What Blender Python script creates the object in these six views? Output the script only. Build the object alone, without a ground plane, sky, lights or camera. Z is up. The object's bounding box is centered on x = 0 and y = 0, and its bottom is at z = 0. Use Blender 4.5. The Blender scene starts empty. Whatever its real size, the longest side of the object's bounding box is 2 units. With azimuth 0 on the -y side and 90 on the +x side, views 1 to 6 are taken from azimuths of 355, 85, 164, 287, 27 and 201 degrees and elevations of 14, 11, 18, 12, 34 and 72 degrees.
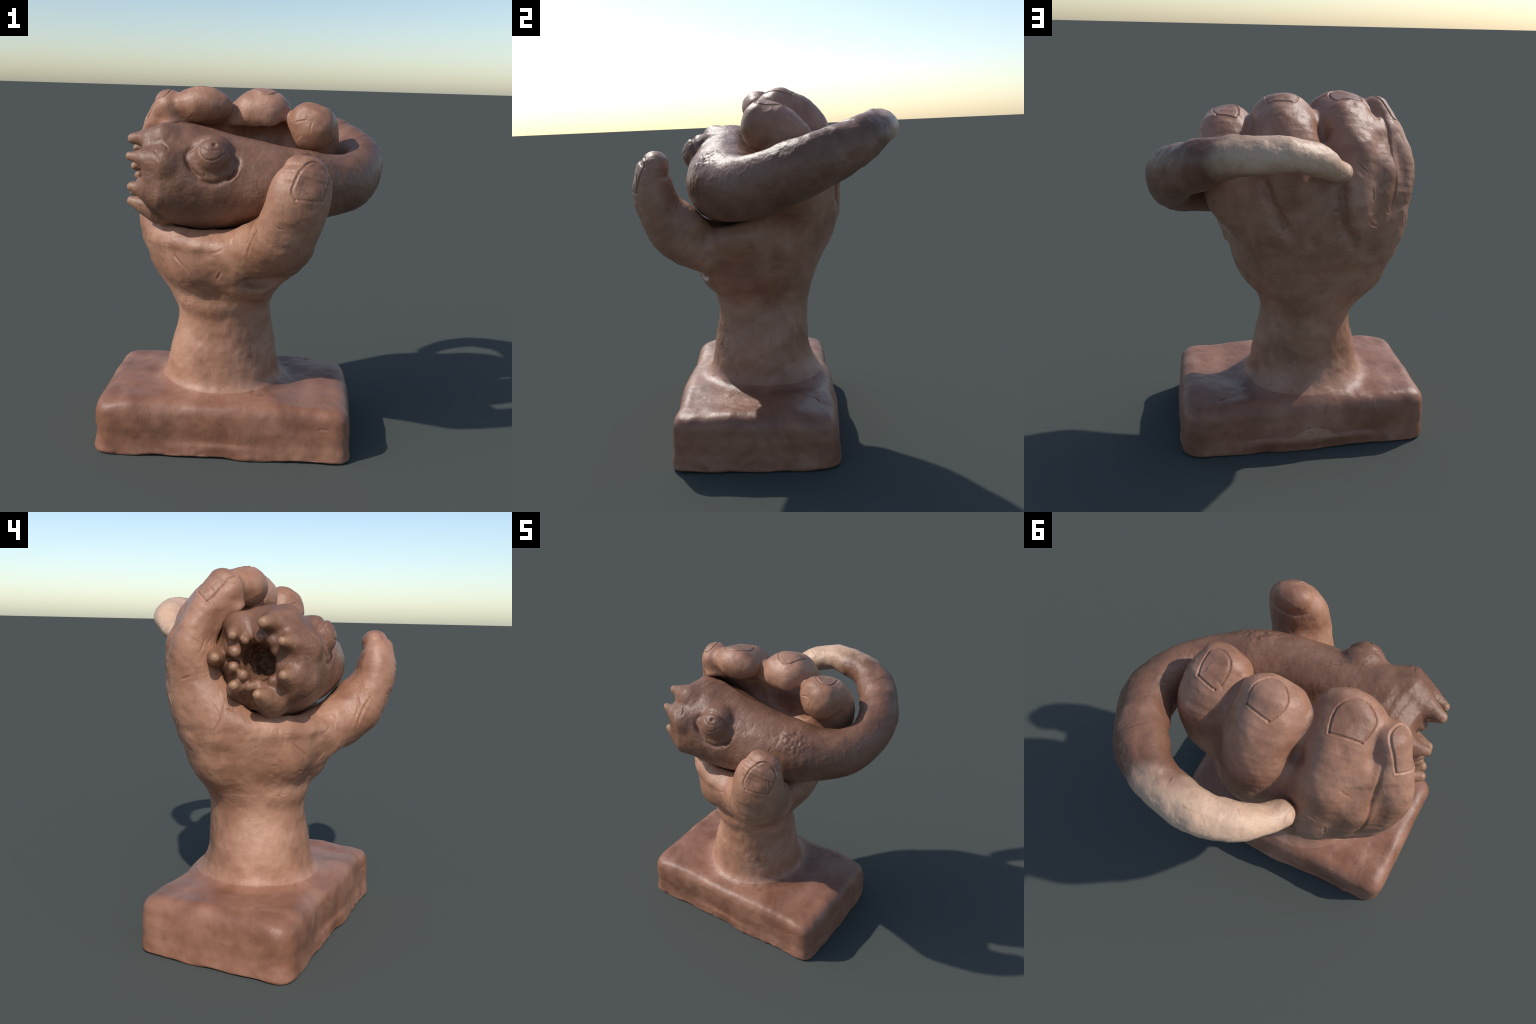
"""Fired-clay sculpture: a hand on a block squeezing a one-eyed, toothed worm.

Everything is described as clay masses (swept elliptical tubes, a rough block,
cones for teeth) that are blended with smooth unions, turned into one skin per
clay body (hand+block, worm), given relief and engraved lines, and finally
separated by region into named parts."""
import bpy, numpy as np
from mathutils import Vector

CELL = 0.0088           # size of the sampling cell of the clay skin, metres

# ------------------------------------------------------------------ helpers
def vec(*a):
    return np.array(a, dtype=np.float32)

def catmull(nodes, per=5):
    """Smooth curve through rows of numbers (position + radii)."""
    n = np.array(nodes, float)
    p = np.vstack([2 * n[0] - n[1], n, 2 * n[-1] - n[-2]])
    out = []
    for i in range(1, len(p) - 2):
        a, b, c, d = p[i - 1:i + 3]
        for t in np.linspace(0, 1, per, endpoint=False):
            out.append(.5 * ((2 * b) + (c - a) * t + (2 * a - 5 * b + 4 * c - d) * t * t
                             + (3 * b - a - 3 * c + d) * t ** 3))
    out.append(n[-1])
    return np.array(out)

def smin(a, b, k):
    h = np.maximum(k - np.abs(a - b), 0) / k
    return np.minimum(a, b) - h * h * k * .25

def smax(a, b, k):
    return -smin(-a, -b, k)

# ------------------------------------------------------------------ noise
_rng = np.random.RandomState(7)
_perm = _rng.rand(64, 64, 64).astype(np.float32) * 2 - 1

def noise(P, scale, seed=0):
    """Smooth value noise, about -1..1, one lump per `scale` metres."""
    q = P / scale + np.float32(seed * 13.37) + 100
    i = np.floor(q).astype(np.int32)
    f = (q - i).astype(np.float32)
    f = f * f * f * (f * (f * 6 - 15) + 10)
    r = 0
    for dx in (0, 1):
        wx = f[:, 0] if dx else 1 - f[:, 0]
        for dy in (0, 1):
            wy = f[:, 1] if dy else 1 - f[:, 1]
            for dz in (0, 1):
                wz = f[:, 2] if dz else 1 - f[:, 2]
                r = r + wx * wy * wz * _perm[(i[:, 0] + dx) & 63, (i[:, 1] + dy) & 63, (i[:, 2] + dz) & 63]
    return r

# ------------------------------------------------------------------ clay masses
class Mass:
    """A blob with a signed distance; `far` is used outside its padded box."""
    pad = .17
    def __call__(self, P):
        lo, hi = self.lo - self.pad, self.hi + self.pad
        d = 0
        for k in range(3):
            o = np.maximum(np.maximum(lo[k] - P[:, k], P[:, k] - hi[k]), 0)
            d = d + o * o
        m = d <= 0
        d = np.sqrt(d) + np.float32(self.pad)
        if m.any():
            d[m] = self.dist(P[m])
        return d

class Tube(Mass):
    """Clay coil: nodes of (x, y, z, radius along `side`, other radius).
    cap0 / cap1 are how far the rounded ends stand out."""
    def __init__(self, nodes, side, cap0=None, cap1=None, per=5):
        s = catmull(nodes, per).astype(np.float32)
        self.c, self.r = s[:, :3], s[:, 3:5]
        t = np.gradient(self.c, axis=0)
        t /= np.linalg.norm(t, axis=1)[:, None]
        side = vec(*side)
        e1 = side - (t @ side)[:, None] * t
        e1 /= np.linalg.norm(e1, axis=1)[:, None]
        self.t, self.e1, self.e2 = t, e1, np.cross(t, e1)
        self.cap0 = self.r[0].min() if cap0 is None else cap0
        self.cap1 = self.r[-1].min() if cap1 is None else cap1
        m = self.r.max(1)[:, None]
        self.lo, self.hi = (self.c - m).min(0), (self.c + m).max(0)

    def nearest(self, P):
        best = np.full(len(P), 1e9, np.float32)
        seg = np.zeros(len(P), np.int32)
        par = np.zeros(len(P), np.float32)
        x, y, z = np.ascontiguousarray(P.T)
        for i in range(len(self.c) - 1):
            a, ab = self.c[i], self.c[i + 1] - self.c[i]
            dx, dy, dz = x - a[0], y - a[1], z - a[2]
            n = ab / (ab @ ab)
            u = np.clip(dx * n[0] + dy * n[1] + dz * n[2], 0, 1)
            dx -= u * ab[0]; dy -= u * ab[1]; dz -= u * ab[2]
            dd = dx * dx + dy * dy + dz * dz
            m = dd < best
            np.copyto(best, dd, where=m); np.copyto(par, u, where=m); seg[m] = i
        return seg, par

    def along(self, P):
        seg, par = self.nearest(P)
        return (seg + par) / (len(self.c) - 1)

    def dist(self, P):
        i, u = self.nearest(P)
        w = u[:, None]
        L = lambda A: A[i] * (1 - w) + A[i + 1] * w
        r = L(self.r)
        dot = lambda A, B: A[:, 0] * B[:, 0] + A[:, 1] * B[:, 1] + A[:, 2] * B[:, 2]
        d = P - L(self.c)
        a, x, y = dot(d, L(self.t)), dot(d, L(self.e1)), dot(d, L(self.e2))
        over0 = np.where((i == 0) & (u <= 0), a, 0) / self.cap0
        over1 = np.where((i == len(self.c) - 2) & (u >= 1), a, 0) / self.cap1
        cap = np.where(over0 != 0, self.cap0, self.cap1)
        qx, qy, qa = x / r[:, 0], y / r[:, 1], over0 + over1
        k1 = np.sqrt(qx * qx + qy * qy + qa * qa) + 1e-6
        k2 = np.sqrt((qx / r[:, 0]) ** 2 + (qy / r[:, 1]) ** 2 + (qa / cap) ** 2) + 1e-6
        return k1 * (k1 - 1) / k2

class Stack(Mass):
    """Upright mass built of level oval slices: (x, y, z, x radius, y radius, turn)."""
    def __init__(self, nodes, cap0, cap1):
        self.s = catmull(nodes, 8).astype(np.float32)
        self.cap0, self.cap1 = cap0, cap1
        m = self.s[:, 3:5].max()
        self.lo, self.hi = self.s[:, :3].min(0) - vec(m, m, cap0), self.s[:, :3].max(0) + vec(m, m, cap1)
    def dist(self, P):
        s = self.s
        cx, cy, rx, ry, turn = [np.interp(P[:, 2], s[:, 2], s[:, i]).astype(np.float32) for i in (0, 1, 3, 4, 5)]
        lean = np.interp(P[:, 2], s[:, 2], np.gradient(s[:, 3:5].mean(1), s[:, 2])).astype(np.float32)
        low, high = s[0, 2] - P[:, 2], P[:, 2] - s[-1, 2]
        cap = np.where(low > high, self.cap0, self.cap1)
        qz = np.maximum(np.maximum(low, high), 0) / cap
        dx, dy = P[:, 0] - cx, P[:, 1] - cy
        co, si = np.cos(turn), np.sin(turn)
        qx, qy = (dx * co + dy * si) / rx, (dy * co - dx * si) / ry
        k1 = np.sqrt(qx * qx + qy * qy + qz * qz) + 1e-6
        k2 = np.sqrt((qx / rx) ** 2 + (qy / ry) ** 2 + (qz / cap) ** 2) + 1e-6
        return k1 * (k1 - 1) / k2 / np.sqrt(1 + lean * lean)

class Ellipsoid(Mass):
    def __init__(self, c, r):
        self.c, self.r = vec(*c), vec(*r)
        self.lo, self.hi = self.c - self.r, self.c + self.r
    def dist(self, P):
        q = (P - self.c) / self.r
        k1 = np.sqrt((q * q).sum(1)) + 1e-6
        k2 = np.sqrt(((q / self.r) ** 2).sum(1)) + 1e-6
        return k1 * (k1 - 1) / k2

class Cone(Mass):
    """Round-ended cone from a (radius ra) to b (radius rb)."""
    pad = .1
    def __init__(self, a, b, ra, rb):
        self.a, self.b, self.ra, self.rb = vec(*a), vec(*b), ra, rb
        m = max(ra, rb)
        self.lo = np.minimum(self.a, self.b) - m
        self.hi = np.maximum(self.a, self.b) + m
    def dist(self, P):
        ab = self.b - self.a
        d = P - self.a
        u = np.clip((d @ ab) / (ab @ ab), 0, 1)
        q = d - u[:, None] * ab
        return np.sqrt((q * q).sum(1)) - (self.ra * (1 - u) + self.rb * u)

class Block(Mass):
    """Hand-cut block: four leaning side faces, rounded shoulders, flat foot."""
    def __init__(self, corners, top):
        self.k = np.array(corners, np.float32)
        self.top = top
        self.lo = vec(*self.k.min(0), 0)
        self.hi = vec(*self.k.max(0), top)
    def dist(self, P):
        d = None
        n = len(self.k)
        for i in range(n):
            a, b = self.k[i], self.k[(i + 1) % n]
            e = (b - a) / np.linalg.norm(b - a)
            out = np.array([e[1], -e[0]], np.float32)
            s = (P[:, :2] - a) @ out
            h = np.clip(P[:, 2], 0, .3)
            s = s + .10 * np.maximum(h - .16, 0) - .009 * np.maximum(1 - h / .10, 0)
            d = s if d is None else smax(d, s, .12)
        sag = .020 * np.clip((P[:, 0] + P[:, 1]) / .8, 0, 1)            # top dips towards one corner
        up = P[:, 2] - (self.top - sag + .006 * noise(P * vec(1, 1, 0), .22, 3))
        d = smax(d, up, .08)
        return smax(d, -P[:, 2], .02)

# ------------------------------------------------------------------ the hand
X, Y, Z = (1, 0, 0), (0, 1, 0), (0, 0, 1)
block = Block([(-.835, -.414), (.585, -.603), (.697, .302), (-.729, .446)], .312)
arm = Stack([(-.08, -.005, .1, .383, .402, .019), (-.096, -.018, .3, .339, .34, .06), (-.1, -.031, .48, .313, .289, .152),
             (-.097, -.015, .69, .27, .265, .128), (-.112, -.013, .8, .287, .281, -.156), (-.113, .007, .92, .358, .303, -.263),
             (-.11, -.013, 1.05, .411, .349, -.184), (-.112, -.001, 1.125, .442, .384, -.16), (-.112, .003, 1.175, .451, .396, -.12),
             (-.120, .04, 1.235, .442, .372, -.13), (-.115, .12, 1.34, .40, .29, -.14), (-.10, .17, 1.43, .33, .23, -.14)], .05, .16)
fingers = [
    Tube([(.17, .06, 1.111, .14, .13), (.24, .092, 1.276, .135, .132), (.338, .135, 1.453, .168, .152),
          (.39, .131, 1.629, .16, .148), (.394, .073, 1.771, .154, .123), (.362, -.023, 1.812, .136, .118)], X, None, .095),
    Tube([(.079, .173, 1.165, .169, .156), (.121, .254, 1.366, .172, .16), (.116, .282, 1.557, .174, .169),
          (.108, .25, 1.704, .174, .156), (.108, .179, 1.808, .17, .144), (.093, .083, 1.874, .172, .13)], X, None, .11),
    Tube([(-.167, .189, 1.157, .17, .164), (-.184, .295, 1.337, .175, .172), (-.201, .307, 1.554, .17, .157),
          (-.223, .267, 1.713, .15, .144), (-.233, .165, 1.836, .154, .129), (-.235, .03, 1.9, .164, .102)], X, None, .11),
    Tube([(-.35, .12, 1.076, .164, .157), (-.438, .165, 1.263, .142, .16), (-.485, .228, 1.468, .118, .13),
          (-.512, .215, 1.62, .108, .095), (-.475, .16, 1.77, .101, .097), (-.428, .064, 1.88, .092, .098)], X, None, .08),
]
# dark hollow left under the finger tips; soft pad under the tip of the first finger, resting on the worm
undercut = Ellipsoid((.10, -.42, .985), (.14, .10, .065))      # thumb overhangs the wrist
hollow = Tube([(-.26, .03, 1.745, .05, .05), (-.10, .05, 1.73, .045, .05), (.08, .10, 1.715, .13, .11), (.24, .06, 1.70, .09, .11)], Y)
sunk_back = Tube([(-.32, .07, 1.80, .09, .09), (-.10, .035, 1.79, .13, .12), (.18, .025, 1.755, .125, .115)], Y)
tip_pad = Ellipsoid((.385, -.012, 1.735), (.105, .085, .085))
thumb = Tube([(.026, -.232, 1.033, .169, .17), (.135, -.412, 1.151, .195, .134), (.175, -.546, 1.262, .165, .121),
              (.221, -.6, 1.413, .163, .112), (.25, -.610, 1.553, .147, .098), (.262, -.589, 1.614, .112, .078)], X, .1, .078)

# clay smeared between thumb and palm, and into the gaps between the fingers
webs = [
    Tube([(-.12, -.31, 1.10, .09, .09), (.04, -.39, 1.195, .10, .10), (.16, -.435, 1.27, .10, .10), (.25, -.41, 1.30, .08, .085)], Z),
    Ellipsoid((.27, -.15, 1.20), (.11, .14, .10)),
    Tube([(-.34, .20, 1.25, .12, .14), (-.352, .262, 1.45, .115, .145), (-.368, .255, 1.60, .11, .14), (-.36, .195, 1.75, .10, .11)], X),
    Tube([(-.05, .22, 1.25, .12, .17), (-.05, .27, 1.42, .11, .17), (-.055, .28, 1.56, .10, .13), (-.06, .24, 1.67, .08, .10)], X),
    Tube([(.20, .17, 1.27, .10, .15), (.23, .20, 1.45, .09, .15), (.25, .19, 1.58, .08, .13)], X),
    # lining of the grip round the back of the head
    Tube([(-.40, .03, 1.75, .075, .07), (-.43, .15, 1.66, .085, .08), (-.44, .19, 1.53, .09, .085), (-.44, .16, 1.39, .09, .085), (-.42, .06, 1.28, .09, .08)], X),
    Ellipsoid((-.06, .13, 1.79), (.06, .08, .09)), Ellipsoid((.25, .16, 1.72), (.06, .08, .09)),
    # heel of the palm
    Ellipsoid((-.22, -.165, 1.02), (.22, .19, .16)),
]

# ------------------------------------------------------------------ the worm
worm = Tube([(-.473, -.112, 1.525, .270, .243), (-.354, -.14, 1.531, .289, .275), (-.205, -.16, 1.504, .268, .277),
             (-.022, -.187, 1.497, .246, .246), (.164, -.203, 1.488, .230, .216), (.33, -.205, 1.487, .195, .192),
             (.473, -.166, 1.484, .157, .172), (.597, -.098, 1.499, .125, .16), (.682, .017, 1.541, .118, .149),
             (.703, .17, 1.597, .128, .149), (.666, .322, 1.655, .124, .136), (.586, .45, 1.705, .127, .117),
             (.475, .552, 1.752, .108, .104), (.33, .612, 1.768, .104, .093), (.191, .633, 1.762, .096, .084),
             (.06, .604, 1.728, .09, .077), (-.029, .542, 1.679, .076, .062), (-.085, .485, 1.652, .066, .053)], (0, .01, 1), .05, .06, per=4)
# the frame above is measured with `side` = up, so swap the radii: first column is sideways
worm.r = worm.r[:, ::-1].copy()

eyeball = Ellipsoid((-.190, -.322, 1.647), (.120, .128, .113))
gullet = [Cone((-.60, -.13, 1.525), (-.50, -.13, 1.525), .13, .09), Cone((-.48, -.13, 1.525), (-.41, -.13, 1.525), .082, .072)]

teeth = [                        # (root), (tip), root radius, tip radius
    ((-.44, -.255, 1.742), (-.610, -.185, 1.720), .078, .024),
    ((-.43, -.372, 1.622), (-.618, -.283, 1.635), .074, .022),
    ((-.45, -.342, 1.440), (-.610, -.288, 1.475), .090, .028),
    ((-.46, -.205, 1.315), (-.626, -.168, 1.381), .078, .028),
    ((-.47, -.010, 1.362), (-.622, -.045, 1.420), .066, .024),
    ((-.47, .118, 1.541), (-.622, .053, 1.547), .062, .025),
    ((-.46, .000, 1.705), (-.600, -.030, 1.656), .080, .026),
    # smaller ones round the gullet
    ((-.47, -.055, 1.665), (-.555, -.077, 1.633), .036, .022), ((-.46, -.150, 1.69), (-.54, -.149, 1.650), .040, .026),
    ((-.45, -.245, 1.665), (-.535, -.212, 1.631), .034, .023), ((-.45, -.262, 1.60), (-.525, -.223, 1.584), .034, .020),
    ((-.44, -.305, 1.52), (-.515, -.255, 1.520), .045, .032), ((-.45, -.240, 1.405), (-.535, -.213, 1.445), .034, .021),
    ((-.46, -.150, 1.375), (-.540, -.145, 1.419), .040, .028), ((-.47, -.090, 1.36), (-.560, -.101, 1.410), .036, .022),
    ((-.48, -.045, 1.435), (-.585, -.077, 1.467), .042, .026), ((-.48, .010, 1.49), (-.595, -.033, 1.505), .042, .024),
    ((-.48, .015, 1.60), (-.580, -.033, 1.580), .050, .030),
]
for i, (a, b, ra, rb) in enumerate(teeth[:7]):           # sink the big roots into the lip
    a = np.array(a); mid = np.array([a[0], -.13, 1.525])
    teeth[i] = (tuple(mid + (a - mid) * (.96 if i < 2 else .92)), b, ra, rb)
tooth_cones = [Cone(*t) for t in teeth]
for c, (a, b, ra, rb) in zip(tooth_cones, teeth):
    c.big = ra > .05

def worm_core(P):
    return worm(P)

def worm_clay(P, parts=False):
    body = worm(P)
    eye = eyeball(P)
    d = smin(body, eye, .018)
    hole = smin(gullet[0](P), gullet[1](P), .04)
    d = smax(d, -hole, .05)
    d = smax(d, -sunk_back(P), .05)
    T = [c(P) for c in tooth_cones]
    for c, t in zip(tooth_cones, T):
        d = smin(d, t, .045 if c.big else .022)
    if parts:
        return d, body, eye, hole, T
    return d

def hand_clay(P, parts=False):
    b, f, t = block(P), arm(P), thumb(P)
    F = [g(P) for g in fingers]
    web = .03 + .09 * np.clip((1.72 - P[:, 2]) / .35, 0, 1)      # fingers part towards their tips
    fing = F[0]
    for g in F[1:]:
        fing = smin(fing, g, web)
    fing = smin(fing, tip_pad(P), .05)
    d = smin(f, fing, .16)
    for w in webs:
        d = smin(d, w(P), .06)
    d = smin(d, t, .13)
    d = smin(d, b, .09)
    d = smax(d, -(worm_core(P) - .012), .025)
    d = smax(d, -hollow(P), .03)
    d = smax(d, -undercut(P), .03)
    if parts:
        return d, b, f, t, F
    return d

# ------------------------------------------------------------------ skin
def skin(fn, lo, hi, h):
    """Surface-net skin of a signed distance function, sampled near the surface only."""
    lo = np.array(lo, np.float32)
    c = 4
    n = (np.ceil((np.array(hi) - lo) / (h * c)).astype(int)) * c
    ax = [lo[i] + h * c * (np.arange(n[i] // c) + .5) - h * .5 for i in range(3)]
    G = np.stack(np.meshgrid(*ax, indexing='ij'), -1).reshape(-1, 3).astype(np.float32)
    dc = fn(G).reshape(n // c)
    D = np.repeat(np.repeat(np.repeat(dc, c, 0), c, 1), c, 2)
    act = np.abs(D) < h * c * 1.9
    idx = np.argwhere(act)
    for s in range(0, len(idx), 400000):
        j = idx[s:s + 400000]
        D[j[:, 0], j[:, 1], j[:, 2]] = fn((lo + j * h).astype(np.float32))
    S = D < 0
    cnt = np.zeros(np.array(D.shape) - 1, np.int8)
    corner = [(a, b, e) for a in (0, 1) for b in (0, 1) for e in (0, 1)]
    view = lambda A, o: A[o[0]:A.shape[0] - 1 + o[0], o[1]:A.shape[1] - 1 + o[1], o[2]:A.shape[2] - 1 + o[2]]
    for o in corner:
        cnt += view(S, o)
    cells = np.argwhere((cnt > 0) & (cnt < 8))
    num = np.full(cnt.shape, -1, np.int32)
    num[tuple(cells.T)] = np.arange(len(cells))
    pos = np.zeros((len(cells), 3), np.float32)
    w = np.zeros(len(cells), np.float32)
    for o in corner:
        for k in range(3):
            if o[k]:
                continue
            o2 = list(o); o2[k] = 1
            a, b = cells + o, cells + o2
            da, db = D[tuple(a.T)], D[tuple(b.T)]
            m = (da < 0) != (db < 0)
            t = np.where(m, da / np.where(m, da - db, 1), 0)
            q = a.astype(np.float32); q[:, k] += t
            pos += q * m[:, None]; w += m
    V = lo + h * pos / w[:, None]
    quads = []
    for k in range(3):
        sl = [slice(1, -1)] * 3
        sl[k] = slice(0, D.shape[k] - 1)
        up = [slice(1, -1)] * 3
        up[k] = slice(1, D.shape[k])
        a, b = S[tuple(sl)], S[tuple(up)]
        e = np.argwhere(a != b)
        flip = a[tuple(e.T)]
        off = np.array([1, 1, 1]); off[k] = 0
        e = e + off
        u, v = np.eye(3, dtype=int)[(k + 1) % 3], np.eye(3, dtype=int)[(k + 2) % 3]
        f = np.stack([num[tuple((e - u - v).T)], num[tuple((e - v).T)], num[tuple(e.T)], num[tuple((e - u).T)]], 1)
        f[~flip] = f[~flip][:, ::-1]
        quads.append(f)
    Q = np.vstack(quads)
    return V.astype(np.float32), Q[(Q >= 0).all(1)]

def normals(V, Q):
    n = np.cross(V[Q[:, 2]] - V[Q[:, 0]], V[Q[:, 3]] - V[Q[:, 1]])
    N = np.zeros_like(V)
    for i in range(3):
        for k in range(4):
            N[:, i] += np.bincount(Q[:, k], n[:, i], len(V)).astype(np.float32)
    return N / (np.linalg.norm(N, axis=1)[:, None] + 1e-12)

def relax(V, Q, it, amt=.5):
    for _ in range(it):
        A = np.zeros_like(V); w = np.zeros(len(V), np.float32)
        for k in range(4):
            i, j = Q[:, k], Q[:, (k + 1) % 4]
            w += np.bincount(i, minlength=len(V)) + np.bincount(j, minlength=len(V))
            for a in range(3):
                A[:, a] += np.bincount(i, V[j, a], len(V)) + np.bincount(j, V[i, a], len(V))
        V = V + amt * (A / w[:, None] - V)
    return V

def settle(V, Q, fn, it=2):
    for _ in range(it):
        N = normals(V, Q)
        V = V - N * np.clip(fn(V), -.006, .006)[:, None]
    return V

def subdivide(V, Q):
    E = np.sort(np.vstack([Q[:, [k, (k + 1) % 4]] for k in range(4)]), 1).astype(np.int64)
    key = E[:, 0] * len(V) + E[:, 1]
    uq, inv = np.unique(key, return_inverse=True)
    mid = .5 * (V[uq // len(V)] + V[uq % len(V)])
    fc = V[Q].mean(1)
    n, m = len(V), len(Q)
    e = [n + inv[k * m:(k + 1) * m] for k in range(4)]
    c = n + len(uq) + np.arange(m)
    F = np.vstack([np.stack([Q[:, k], e[k], c, e[(k - 1) % 4]], 1) for k in range(4)])
    return np.vstack([V, mid, fc]).astype(np.float32), F

def sculpt(fn, lo, hi):
    V, Q = skin(fn, lo, hi, CELL)
    V = settle(relax(V, Q, 2), Q, fn, 2)
    V, Q = subdivide(V, Q)
    V = settle(relax(V, Q, 2), Q, fn, 1)
    return relax(V, Q, 4), Q

# ------------------------------------------------------------------ engraved lines
def line(points, per=10):
    return catmull([tuple(p) for p in points], per).astype(np.float32)

def press(V, N, curve, depth, width, lip=.18, fade=False):
    """Depth field of a line scratched into the clay, with a small raised lip.
    The curve is first laid onto the nearest clay."""
    pad = .06
    m = np.where(((V > curve.min(0) - pad) & (V < curve.max(0) + pad)).all(1))[0]
    if not len(m):
        return np.zeros(len(V), np.float32)
    W = V[m]
    laid = np.array([W[np.argmin(((W - c) ** 2).sum(1))] for c in curve])
    for _ in range(4):
        laid[1:-1] = (laid[:-2] + 2 * laid[1:-1] + laid[2:]) / 4
    d = np.full(len(m), 1e9, np.float32)
    run = np.zeros(len(m), np.float32)
    for i, (a, b) in enumerate(zip(laid[:-1], laid[1:])):
        ab = b - a; q = W - a
        u = np.clip((q @ ab) / (ab @ ab + 1e-12), 0, 1)
        q = q - u[:, None] * ab
        dd = (q * q).sum(1)
        k = dd < d
        d[k], run[k] = dd[k], (i + u[k]) / (len(laid) - 1)
    if fade:                      # the stroke starts and ends shallow
        depth = depth * np.clip(np.minimum(run, 1 - run) / .22, .08, 1)
    d = np.sqrt(d) * (1 + .18 * noise(W, .015, 5))
    out = np.zeros(len(V), np.float32)
    out[m] = depth * (-np.exp(-(d / width) ** 2) + lip * np.exp(-((d - 2.1 * width) / (.8 * width)) ** 2))
    return out

def dent(V, c, r, depth):
    q = ((V - vec(*c)) ** 2).sum(1) / (r * r)
    return -depth * np.exp(-q)

# finger nails: outline = (two base corners around an arch towards the tip)
nail_outline = [
    [(.451, .091, 1.887), (.458, .024, 1.899), (.445, -.035, 1.909), (.396, -.045, 1.915), (.348, -.014, 1.92), (.329, .025, 1.915), (.337, .084, 1.894), (.363, .128, 1.878)],
    [(.193, .167, 1.955), (.197, .111, 1.975), (.179, .061, 1.98), (.134, .018, 1.966), (.077, .032, 1.976), (.039, .079, 1.985), (.029, .135, 1.98), (.05, .176, 1.967), (.074, .208, 1.956)],
    [(-.174, .165, 1.962), (-.163, .105, 1.976), (-.171, .052, 1.99), (-.217, .004, 1.995), (-.281, 0, 1.99), (-.331, .034, 1.982), (-.342, .063, 1.968), (-.333, .117, 1.959), (-.319, .157, 1.956)],
    [(-.498, .202, 1.87), (-.454, .145, 1.934), (-.422, .10, 1.96), (-.425, .051, 1.958), (-.452, .012, 1.936), (-.495, .028, 1.928), (-.515, .042, 1.906), (-.542, .082, 1.851), (-.563, .121, 1.811)],
]
thumb_outline = [(.203, -.71, 1.485), (.187, -.701, 1.526), (.202, -.694, 1.572), (.225, -.679, 1.618), (.258, -.659, 1.651),
                 (.30, -.645, 1.667), (.343, -.64, 1.646), (.365, -.64, 1.598), (.363, -.665, 1.54), (.339, -.684, 1.474)]

def circle3(c, r, n, a0=0, a1=360, u=X, v=Z, lift=(0, 0, 0)):
    a = np.radians(np.linspace(a0, a1, n))
    c, u, v = np.array(c, float), np.array(u, float), np.array(v, float)
    return np.array([c + r * (np.cos(t) * u + np.sin(t) * v) for t in a], np.float32)

def inside_nail(C, outline):
    """True for points within the nail arch, measured in the nail's own plane."""
    o = np.array(outline, float)
    m = o.mean(0)
    u, s, vt = np.linalg.svd(o - m)
    P2 = (C - m) @ vt[:2].T
    near = np.abs((C - m) @ vt[2]) < .07
    poly = (line(outline, 4) - m) @ vt[:2].T
    ins = np.zeros(len(C), bool)
    for a, b in zip(poly, np.roll(poly, -1, 0)):
        cross = (a[1] > P2[:, 1]) != (b[1] > P2[:, 1])
        xx = (b[0] - a[0]) * (P2[:, 1] - a[1]) / (b[1] - a[1] + 1e-12) + a[0]
        ins ^= cross & (P2[:, 0] < xx)
    return ins & near

def lumps(V, big, mid, small, seed):
    return (big * noise(V, .17, seed) + mid * noise(V, .065, seed + 1) + mid * .4 * noise(V, .03, seed + 2)
            + small * noise(V, .013, seed + 3))

def scratches(V, N, count, above, seed):
    """Short tool strokes and wrinkles scattered over the clay."""
    r = np.random.RandomState(seed)
    pool = np.where(V[:, 2] > above)[0]
    d = np.zeros(len(V), np.float32)
    for i in r.choice(pool, count):
        p, n = V[i], N[i]
        t = np.cross(n, r.normal(size=3) + vec(1.2, 0, 0)); t /= np.linalg.norm(t)
        side = np.cross(n, t)
        L, bow = r.uniform(.02, .055), r.normal() * .012
        path = [p - t * L, p + side * bow, p + t * L]
        d += press(V, N, line(path, 4), r.uniform(.0015, .0045), r.uniform(.0038, .006), .2, True)
    return d

def hand_relief(V, N):
    low = np.clip((.40 - V[:, 2]) / .1, 0, 1)
    d = lumps(V, .008, .0032, .0003, 1) * (1 - .75 * low) + low * (.010 * noise(V, .24, 21) + .006 * noise(V, .12, 22) + .0012 * noise(V, .04, 23))
    d += np.clip((V[:, 2] - 1.68) / .1, 0, 1) * .006 * noise(V, .085, 25)      # squashed finger ends
    # ragged foot of the block
    foot = np.clip((.05 - V[:, 2]) / .05, 0, 1) * np.clip(1 - np.abs(N[:, 2]) * 1.2, 0, 1)
    d += foot * .008 * noise(V, .045, 9)
    for o in nail_outline:
        d += press(V, N, line(o), .0065, .0046)
        d += press(V, N, np.linspace(o[0], o[-1], 14).astype(np.float32), .006, .0044)
    d += press(V, N, line(thumb_outline), .006, .0055)
    d += press(V, N, np.linspace(thumb_outline[0], thumb_outline[-1], 12).astype(np.float32), .002, .005)
    d += dent(V, (.262, -.705, 1.56), .045, .012)
    for c, r, depth in DABS:
        d += dent(V, c, r, depth)
    # creases between the knuckles and on the skin
    for pts, dp, w in CREASES:
        d += press(V, N, line(pts), dp, w, .15 if w < .01 else 0, True)
    d += scratches(V, N, 60, .92, 31)
    d += scratches(V, N, 12, 0, 32)
    return d

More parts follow.
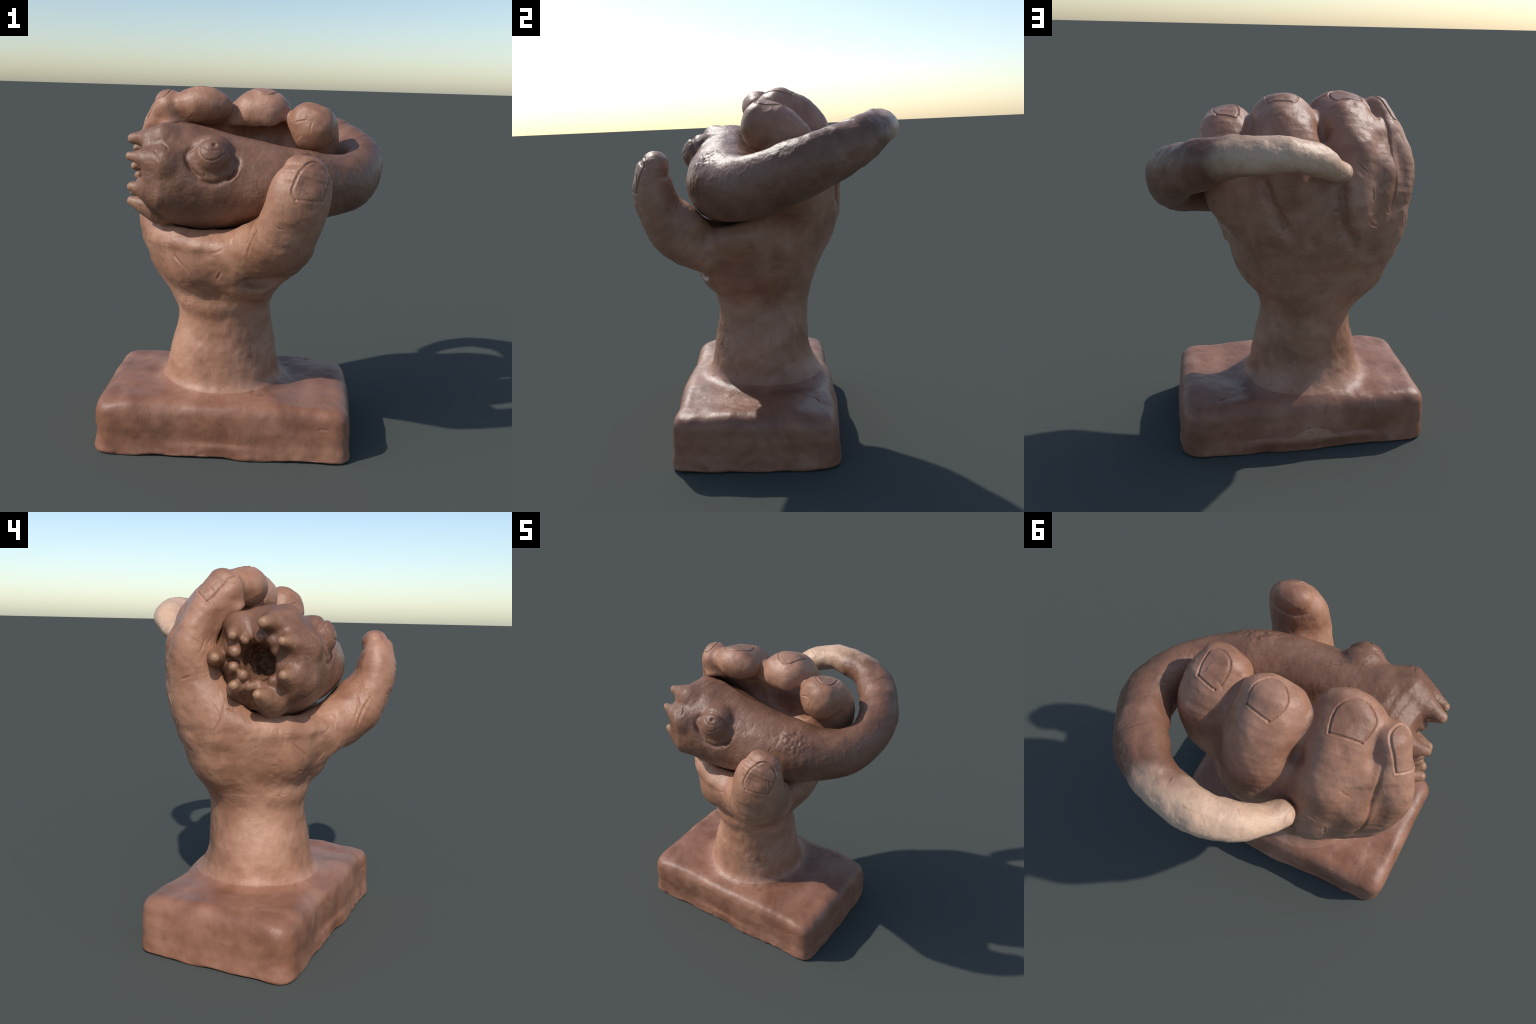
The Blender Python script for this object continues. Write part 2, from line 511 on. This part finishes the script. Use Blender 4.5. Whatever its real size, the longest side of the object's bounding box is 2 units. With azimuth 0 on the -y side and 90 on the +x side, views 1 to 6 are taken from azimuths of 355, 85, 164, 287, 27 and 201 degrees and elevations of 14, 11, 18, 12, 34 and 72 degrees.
DABS = [        # clay pushed in (positive) or added on (negative) by the maker's thumb: place, size, depth
    ((.18, .40, 1.42), .08, .024), ((-.28, .44, 1.25), .08, .020), ((-.40, .36, 1.62), .07, -.018), ((-.15, .38, 1.08), .09, .018),
    ((.37, .10, 1.25), .08, .024), ((-.36, .37, 1.50), .08, -.014), ((.25, .22, 1.66), .07, -.014), ((.10, .24, .80), .08, -.016), ((-.33, .15, .85), .07, -.012), ((-.33, -.27, 1.05), .09, -.014),
    ((-.10, .25, 1.80), .07, .022),
    ((.35, .36, .12), .20, -.015), ((.66, -.05, .15), .20, -.018), ((.42, -.57, .15), .15, .015), ((-.55, -.15, .30), .18, -.010),
    ((-.35, -.47, .12), .15, .014), ((-.45, .28, .30), .15, .010), ((-.70, .40, .28), .10, -.010), ((.60, -.30, .30), .12, -.010),
]

CREASES = [                      # (path, depth, half width)
    ([(-.423, .149, 1.931), (-.439, .235, 1.829), (-.445, .30, 1.732), (-.450, .345, 1.619), (-.435, .377, 1.487), (-.415, .384, 1.392)], .010, .010),
    ([(-.105, .42, 1.62), (-.118, .447, 1.561), (-.13, .465, 1.454), (-.15, .473, 1.351), (-.187, .478, 1.29), (-.20, .45, 1.22)], .034, .030),
    ([(.275, .35, 1.62), (.262, .37, 1.57), (.24, .399, 1.481), (.201, .414, 1.407), (.15, .414, 1.335), (.11, .39, 1.26)], .030, .028),
    ([(-.515, .052, 1.293), (-.568, .039, 1.242), (-.575, .069, 1.175)], .006, .005),
    ([(.026, -.533, 1.338), (.001, -.557, 1.288), (-.029, -.54, 1.20)], .005, .005),
    ([(.036, -.603, 1.341), (.045, -.626, 1.287)], .005, .005),
    ([(.043, -.617, 1.341), (.005, -.577, 1.249), (-.009, -.55, 1.158)], .007, .007),
    ([(-.092, -.429, 1.259), (-.104, -.464, 1.205)], .005, .005),
    ([(-.118, -.456, 1.21), (-.125, -.464, 1.151)], .004, .005),
    ([(-.472, -.245, 1.223), (-.46, -.236, 1.138)], .003, .005),
    ([(-.396, -.288, 1.114), (-.317, -.313, 1.051)], .004, .006),
    ([(-.448, -.26, 1.183), (-.431, -.253, 1.099)], .003, .006),
    ([(-.34, -.313, 1.078), (-.287, -.295, 1.001), (-.233, -.282, .942)], .003, .007),
    ([(-.579, .239, 1.436), (-.565, .192, 1.454)], .004, .005),
]

def worm_relief(V, N):
    d = lumps(V, .005, .0022, .0008, 41)
    t = worm.along(V)
    tail = np.clip((t - .45) / .1, 0, 1)
    d += tail * (.007 * noise(V, .10, 50) + .003 * noise(V, .045, 51))
    # crumbly scar beside the thumb
    g = np.exp(-(((V - vec(.32, -.33, 1.63)) / vec(.10, .09, .055)) ** 2).sum(1))
    d += g * (.010 * np.abs(noise(V, .04, 52)) + .006 * noise(V, .018, 53))
    # eye: socket ring, iris arc, lid lines, pupil
    d += press(V, N, circle3((-.192, -.40, 1.645), .134, 48), .011, .016, 0)
    for cut in ([(-.327, -.411, 1.637), (-.294, -.422, 1.587), (-.242, -.42, 1.542)],
                [(-.121, -.419, 1.535), (-.082, -.416, 1.555), (-.060, -.403, 1.596)]):
        d += press(V, N, line(cut), .013, .008, .2, True)
    d += press(V, N, line([(-.141, -.385, 1.745), (-.206, -.395, 1.748), (-.258, -.411, 1.703), (-.243, -.434, 1.654),
                           (-.192, -.446, 1.638), (-.128, -.43, 1.672)]), .0035, .005, .1)
    d += press(V, N, line([(-.254, -.41, 1.712), (-.212, -.439, 1.69), (-.164, -.44, 1.687)]), .0035, .0045, .1)
    d += dent(V, (-.18, -.430, 1.718), .012, .018)
    d += scratches(V, N, 26, 0, 33)
    # pitted gullet
    pit = np.clip((.115 - np.hypot(V[:, 1] + .13, V[:, 2] - 1.515)) / .02, 0, 1) * np.clip((V[:, 0] + .44) / .03, 0, 1) * (V[:, 0] < -.2)
    d += pit * (.007 * noise(V, .014, 55) + .006 * noise(V, .025, 56))
    return d

# ------------------------------------------------------------------ materials
def pale_tips(nt, N, tc, col):
    """Teeth rubbed pale towards their tips, which point to -x."""
    sep = N('ShaderNodeSeparateXYZ')
    nt.links.new(tc.outputs['Object'], sep.inputs[0])
    mr = N('ShaderNodeMapRange', interpolation_type='SMOOTHSTEP')
    mr.inputs['From Min'].default_value, mr.inputs['From Max'].default_value = -.57, -.65
    nt.links.new(sep.outputs['X'], mr.inputs['Value'])
    mx = N('ShaderNodeMix', data_type='RGBA')
    nt.links.new(mr.outputs[0], mx.inputs['Factor'])
    nt.links.new(col, mx.inputs['A'])
    mx.inputs['B'].default_value = (*rgb(160, 120, 92), 1)
    return mx.outputs['Result']

def arm_fade(nt, N, tc, col):
    """Block clay smeared into the paler clay of the arm where the two meet."""
    sep = N('ShaderNodeSeparateXYZ')
    nt.links.new(tc.outputs['Object'], sep.inputs[0])
    nz = N('ShaderNodeTexNoise'); nz.inputs['Scale'].default_value = 9
    nt.links.new(tc.outputs['Object'], nz.inputs['Vector'])
    a = N('ShaderNodeMath', operation='MULTIPLY_ADD')
    nt.links.new(nz.outputs['Fac'], a.inputs[0]); a.inputs[1].default_value = .03
    nt.links.new(sep.outputs['Z'], a.inputs[2])
    mr = N('ShaderNodeMapRange', interpolation_type='SMOOTHSTEP')
    mr.inputs['From Min'].default_value, mr.inputs['From Max'].default_value = .335, .375
    nt.links.new(a.outputs[0], mr.inputs['Value'])
    mx = N('ShaderNodeMix', data_type='RGBA')
    nt.links.new(mr.outputs[0], mx.inputs['Factor'])
    nt.links.new(col, mx.inputs['A'])
    mx.inputs['B'].default_value = (*rgb(160, 116, 92), 1)
    return mx.outputs['Result']

def rgb(r, g, b):
    f = lambda c: ((c / 255 + .055) / 1.055) ** 2.4 if c > 10 else c / 3295
    return (f(r), f(g), f(b))

def material(name, stops, rough, grain=1.0, pits=.25, extra=None):
    """Fired clay: three-tone mottling, fine speckle, drag marks in the bump."""
    m = bpy.data.materials.new(name)
    m.use_nodes = True
    nt = m.node_tree
    nt.nodes.clear()
    N = lambda t, **k: _node(nt, t, **k)
    out = N('ShaderNodeOutputMaterial')
    bs = N('ShaderNodeBsdfPrincipled')
    tc = N('ShaderNodeTexCoord')
    nt.links.new(bs.outputs[0], out.inputs[0])
    def tex(scale, detail, rough_, dist=0):
        t = N('ShaderNodeTexNoise')
        t.inputs['Scale'].default_value = scale
        t.inputs['Detail'].default_value = detail
        t.inputs['Roughness'].default_value = rough_
        t.inputs['Distortion'].default_value = dist
        nt.links.new(tc.outputs['Object'], t.inputs['Vector'])
        return t
    mott = tex(4.5, 6, .6, .4)
    ramp = N('ShaderNodeValToRGB')
    el = ramp.color_ramp.elements
    el[0].position, el[1].position = .36, .66
    el[0].color, el[1].color = (*stops[0], 1), (*stops[2], 1)
    mid = el.new(.5); mid.color = (*stops[1], 1)
    nt.links.new(mott.outputs['Fac'], ramp.inputs[0])
    col = ramp.outputs[0]
    if extra:
        col = extra(nt, N, tc, col)
    # dark speckle rubbed into the pores
    sp = tex(60, 4, .7)
    spr = N('ShaderNodeMapRange')
    spr.inputs['From Min'].default_value, spr.inputs['From Max'].default_value = .60, .72
    spr.inputs['To Max'].default_value = pits
    nt.links.new(sp.outputs['Fac'], spr.inputs['Value'])
    mx = N('ShaderNodeMix', data_type='RGBA')
    nt.links.new(spr.outputs[0], mx.inputs['Factor'])
    nt.links.new(col, mx.inputs['A'])
    mx.inputs['B'].default_value = (*[c * .55 for c in stops[0]], 1)
    # hair cracks: broken edges of a warped cell pattern
    warp = N('ShaderNodeMix', data_type='VECTOR')
    warp.inputs['Factor'].default_value = .12
    nt.links.new(tc.outputs['Object'], warp.inputs['A'])
    nt.links.new(tex(6, 4, .65).outputs['Color'], warp.inputs['B'])
    vor = N('ShaderNodeTexVoronoi', feature='DISTANCE_TO_EDGE')
    vor.inputs['Scale'].default_value = 8
    nt.links.new(warp.outputs['Result'], vor.inputs['Vector'])
    edge = N('ShaderNodeMapRange')
    edge.inputs['From Min'].default_value, edge.inputs['From Max'].default_value = .004, .022
    edge.inputs['To Min'].default_value, edge.inputs['To Max'].default_value = 1, 0
    nt.links.new(vor.outputs['Distance'], edge.inputs['Value'])
    some = N('ShaderNodeMapRange')
    some.inputs['From Min'].default_value, some.inputs['From Max'].default_value = .56, .66
    nt.links.new(tex(9, 3, .5).outputs['Fac'], some.inputs['Value'])
    crack = N('ShaderNodeMath', operation='MULTIPLY')
    nt.links.new(edge.outputs[0], crack.inputs[0]); nt.links.new(some.outputs[0], crack.inputs[1])
    tone = N('ShaderNodeMath', operation='MULTIPLY')
    nt.links.new(crack.outputs[0], tone.inputs[0]); tone.inputs[1].default_value = .4
    mc = N('ShaderNodeMix', data_type='RGBA')
    nt.links.new(tone.outputs[0], mc.inputs['Factor'])
    nt.links.new(mx.outputs['Result'], mc.inputs['A'])
    mc.inputs['B'].default_value = (*[c * .4 for c in stops[0]], 1)
    nt.links.new(mc.outputs['Result'], bs.inputs['Base Color'])
    rr = N('ShaderNodeMapRange')
    rr.inputs['To Min'].default_value, rr.inputs['To Max'].default_value = rough - .1, rough + .12
    nt.links.new(tex(14, 4, .6).outputs['Fac'], rr.inputs['Value'])
    nt.links.new(rr.outputs[0], bs.inputs['Roughness'])
    # relief too fine to model: grain and short drag marks
    fine = tex(150, 5, .65)
    drag = tex(30, 5, .7, 1.2)
    mp = N('ShaderNodeMapping')
    mp.inputs['Rotation'].default_value = (.5, .9, .2)
    mp.inputs['Scale'].default_value = (1, 1, .18)
    nt.links.new(tc.outputs['Object'], mp.inputs['Vector'])
    nt.links.new(mp.outputs[0], drag.inputs['Vector'])
    add = N('ShaderNodeMath', operation='MULTIPLY_ADD')
    nt.links.new(drag.outputs['Fac'], add.inputs[0]); add.inputs[1].default_value = 2.2
    nt.links.new(fine.outputs['Fac'], add.inputs[2])
    sub = N('ShaderNodeMath', operation='MULTIPLY_ADD')
    nt.links.new(crack.outputs[0], sub.inputs[0]); sub.inputs[1].default_value = -1.2
    nt.links.new(add.outputs[0], sub.inputs[2])
    bump = N('ShaderNodeBump')
    bump.inputs['Strength'].default_value = .35 * grain
    bump.inputs['Distance'].default_value = .004
    nt.links.new(sub.outputs[0], bump.inputs['Height'])
    nt.links.new(bump.outputs[0], bs.inputs['Normal'])
    bs.inputs['Specular IOR Level'].default_value = .45
    return m

def _node(nt, t, **k):
    n = nt.nodes.new(t)
    for a, b in k.items():
        setattr(n, a, b)
    return n

def pale_tail(nt, N, tc, col):
    """Pale cream tint on the end of the tail (by position along y and x)."""
    sep = N('ShaderNodeSeparateXYZ')
    nt.links.new(tc.outputs['Object'], sep.inputs[0])
    nz = N('ShaderNodeTexNoise'); nz.inputs['Scale'].default_value = 6
    nt.links.new(tc.outputs['Object'], nz.inputs['Vector'])
    a = N('ShaderNodeMath', operation='MULTIPLY_ADD')
    nt.links.new(nz.outputs['Fac'], a.inputs[0]); a.inputs[1].default_value = .25
    run = N('ShaderNodeMath', operation='MULTIPLY_ADD')      # grows along the last curl of the tail
    nt.links.new(sep.outputs['X'], run.inputs[0]); run.inputs[1].default_value = -.35
    nt.links.new(sep.outputs['Y'], run.inputs[2])
    nt.links.new(run.outputs[0], a.inputs[2])
    mr = N('ShaderNodeMapRange', interpolation_type='SMOOTHSTEP')
    mr.inputs['From Min'].default_value, mr.inputs['From Max'].default_value = .45, .66
    nt.links.new(a.outputs[0], mr.inputs['Value'])
    mx = N('ShaderNodeMix', data_type='RGBA')
    nt.links.new(mr.outputs[0], mx.inputs['Factor'])
    nt.links.new(col, mx.inputs['A'])
    mx.inputs['B'].default_value = (*rgb(206, 170, 142), 1)
    return mx.outputs['Result']

CLAY_HAND = material('hand_clay', [rgb(143, 100, 77), rgb(162, 117, 93), rgb(179, 134, 110)], .42, .85)
CLAY_BASE = material('block_clay', [rgb(127, 85, 65), rgb(143, 98, 77), rgb(158, 113, 91)], .40, .7, .15, arm_fade)
CLAY_WORM = material('worm_clay', [rgb(110, 76, 59), rgb(125, 88, 69), rgb(139, 101, 82)], .42, .85, .3, pale_tail)
CLAY_TOOTH = material('tooth_clay', [rgb(112, 78, 60), rgb(128, 91, 71), rgb(145, 107, 85)], .38, 1, .2, pale_tips)
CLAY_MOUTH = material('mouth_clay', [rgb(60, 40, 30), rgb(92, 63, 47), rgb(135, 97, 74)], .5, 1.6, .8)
CLAY_NAIL = material('nail_clay', [rgb(134, 94, 74), rgb(151, 109, 87), rgb(166, 124, 102)], .40)

# ------------------------------------------------------------------ parts
top = bpy.data.objects.new('clay_sculpture', None)
bpy.context.scene.collection.objects.link(top)
top['label'] = 'brown clay hand on block squeezing one-eyed toothed worm'
top['category'] = 'sculpture'

def cut_out(name, V, N, Q, mask, mat, parent):
    """One region of a clay skin as its own object, keeping the skin's normals."""
    F = Q[mask]
    if not len(F):
        return None
    used, inv = np.unique(F, return_inverse=True)
    F = inv.reshape(-1, 4)
    me = bpy.data.meshes.new(name)
    me.vertices.add(len(used))
    me.vertices.foreach_set('co', V[used].astype(np.float32).ravel())
    me.loops.add(len(F) * 4)
    me.loops.foreach_set('vertex_index', F.astype(np.int32).ravel())
    me.polygons.add(len(F))
    me.polygons.foreach_set('loop_start', np.arange(len(F), dtype=np.int32) * 4)
    me.polygons.foreach_set('use_smooth', np.ones(len(F), bool))
    me.update(calc_edges=True)
    me.validate()
    me.normals_split_custom_set_from_vertices([tuple(n) for n in N[used].tolist()])
    me.materials.append(mat)
    ob = bpy.data.objects.new(name, me)
    bpy.context.scene.collection.objects.link(ob)
    ob.parent = parent
    return ob

# hand and block
V, Q = sculpt(hand_clay, (-.95, -.80, -.05), (.80, .70, 2.06))
N = normals(V, Q)
V = V + N * hand_relief(V, N)[:, None]
V[:, 2] = np.maximum(V[:, 2], 0)
N = normals(V, Q)
C = V[Q].mean(1)
d, b, f, t, F = hand_clay(C, True)
wob = .02 * noise(C, .06, 60)
allp = np.stack([b, f, t] + F, 1)
lab = np.argmin(allp, 1)
names = np.where(lab == 0, 0, np.where(lab == 1, np.where(C[:, 2] + wob < .84, 1, 2), lab + 1))
# labels: 0 block, 1 forearm, 2 palm, 3 thumb, 4.. fingers
names[(names >= 4) & (C[:, 2] < 1.28 + wob)] = 2
names[(names == 3) & (C[:, 2] < 1.02 + wob)] = 2
nails = [inside_nail(C, o) & (names == 4 + i) for i, o in enumerate(nail_outline)]
nails.append(inside_nail(C, thumb_outline) & (names == 3) & (C[:, 1] < -.60))
for i, m in enumerate(nails):
    names[m] = 100 + i
cut_out('base', V, N, Q, names == 0, CLAY_BASE, top)
cut_out('forearm', V, N, Q, names == 1, CLAY_HAND, top)
cut_out('palm', V, N, Q, names == 2, CLAY_HAND, top)
th = cut_out('thumb', V, N, Q, names == 3, CLAY_HAND, top)
cut_out('thumbnail', V, N, Q, names == 104, CLAY_NAIL, th)
for i in range(4):
    fo = cut_out('finger', V, N, Q, names == 4 + i, CLAY_HAND, top)
    cut_out('fingernail', V, N, Q, names == 100 + i, CLAY_NAIL, fo)

# worm
V, Q = sculpt(worm_clay, (-.75, -.60, 1.15), (.92, .82, 1.98))
N = normals(V, Q)
V = V + N * worm_relief(V, N)[:, None]
N = normals(V, Q)
C = V[Q].mean(1)
d, body, eye, hole, T = worm_clay(C, True)
T = np.stack(T, 1)
lab = np.where(worm.along(C) > .46, 2, np.where(C[:, 0] + .02 * noise(C, .06, 61) < .04, 0, 1))   # head, body, tail
r = np.hypot(C[:, 1] + .13, C[:, 2] - 1.515)
lab[(eye < body) & (eye < .02) & (C[:, 1] < -.33)] = 3
lab[(r < .11) & (C[:, 0] > -.47) & (C[:, 0] < -.15)] = 4
near = (T.min(1) < .006) & (T.min(1) < body + .004) & (C[:, 0] < -.468)
lab[near] = 10 + T[near].argmin(1)
head = cut_out('worm_head', V, N, Q, lab == 0, CLAY_WORM, top)
cut_out('worm_body', V, N, Q, lab == 1, CLAY_WORM, top)
cut_out('worm_tail', V, N, Q, lab == 2, CLAY_WORM, top)
cut_out('eye', V, N, Q, lab == 3, CLAY_WORM, head)
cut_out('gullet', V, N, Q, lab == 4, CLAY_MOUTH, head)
for i in range(len(teeth)):
    cut_out('tooth', V, N, Q, lab == 10 + i, CLAY_TOOTH, head)
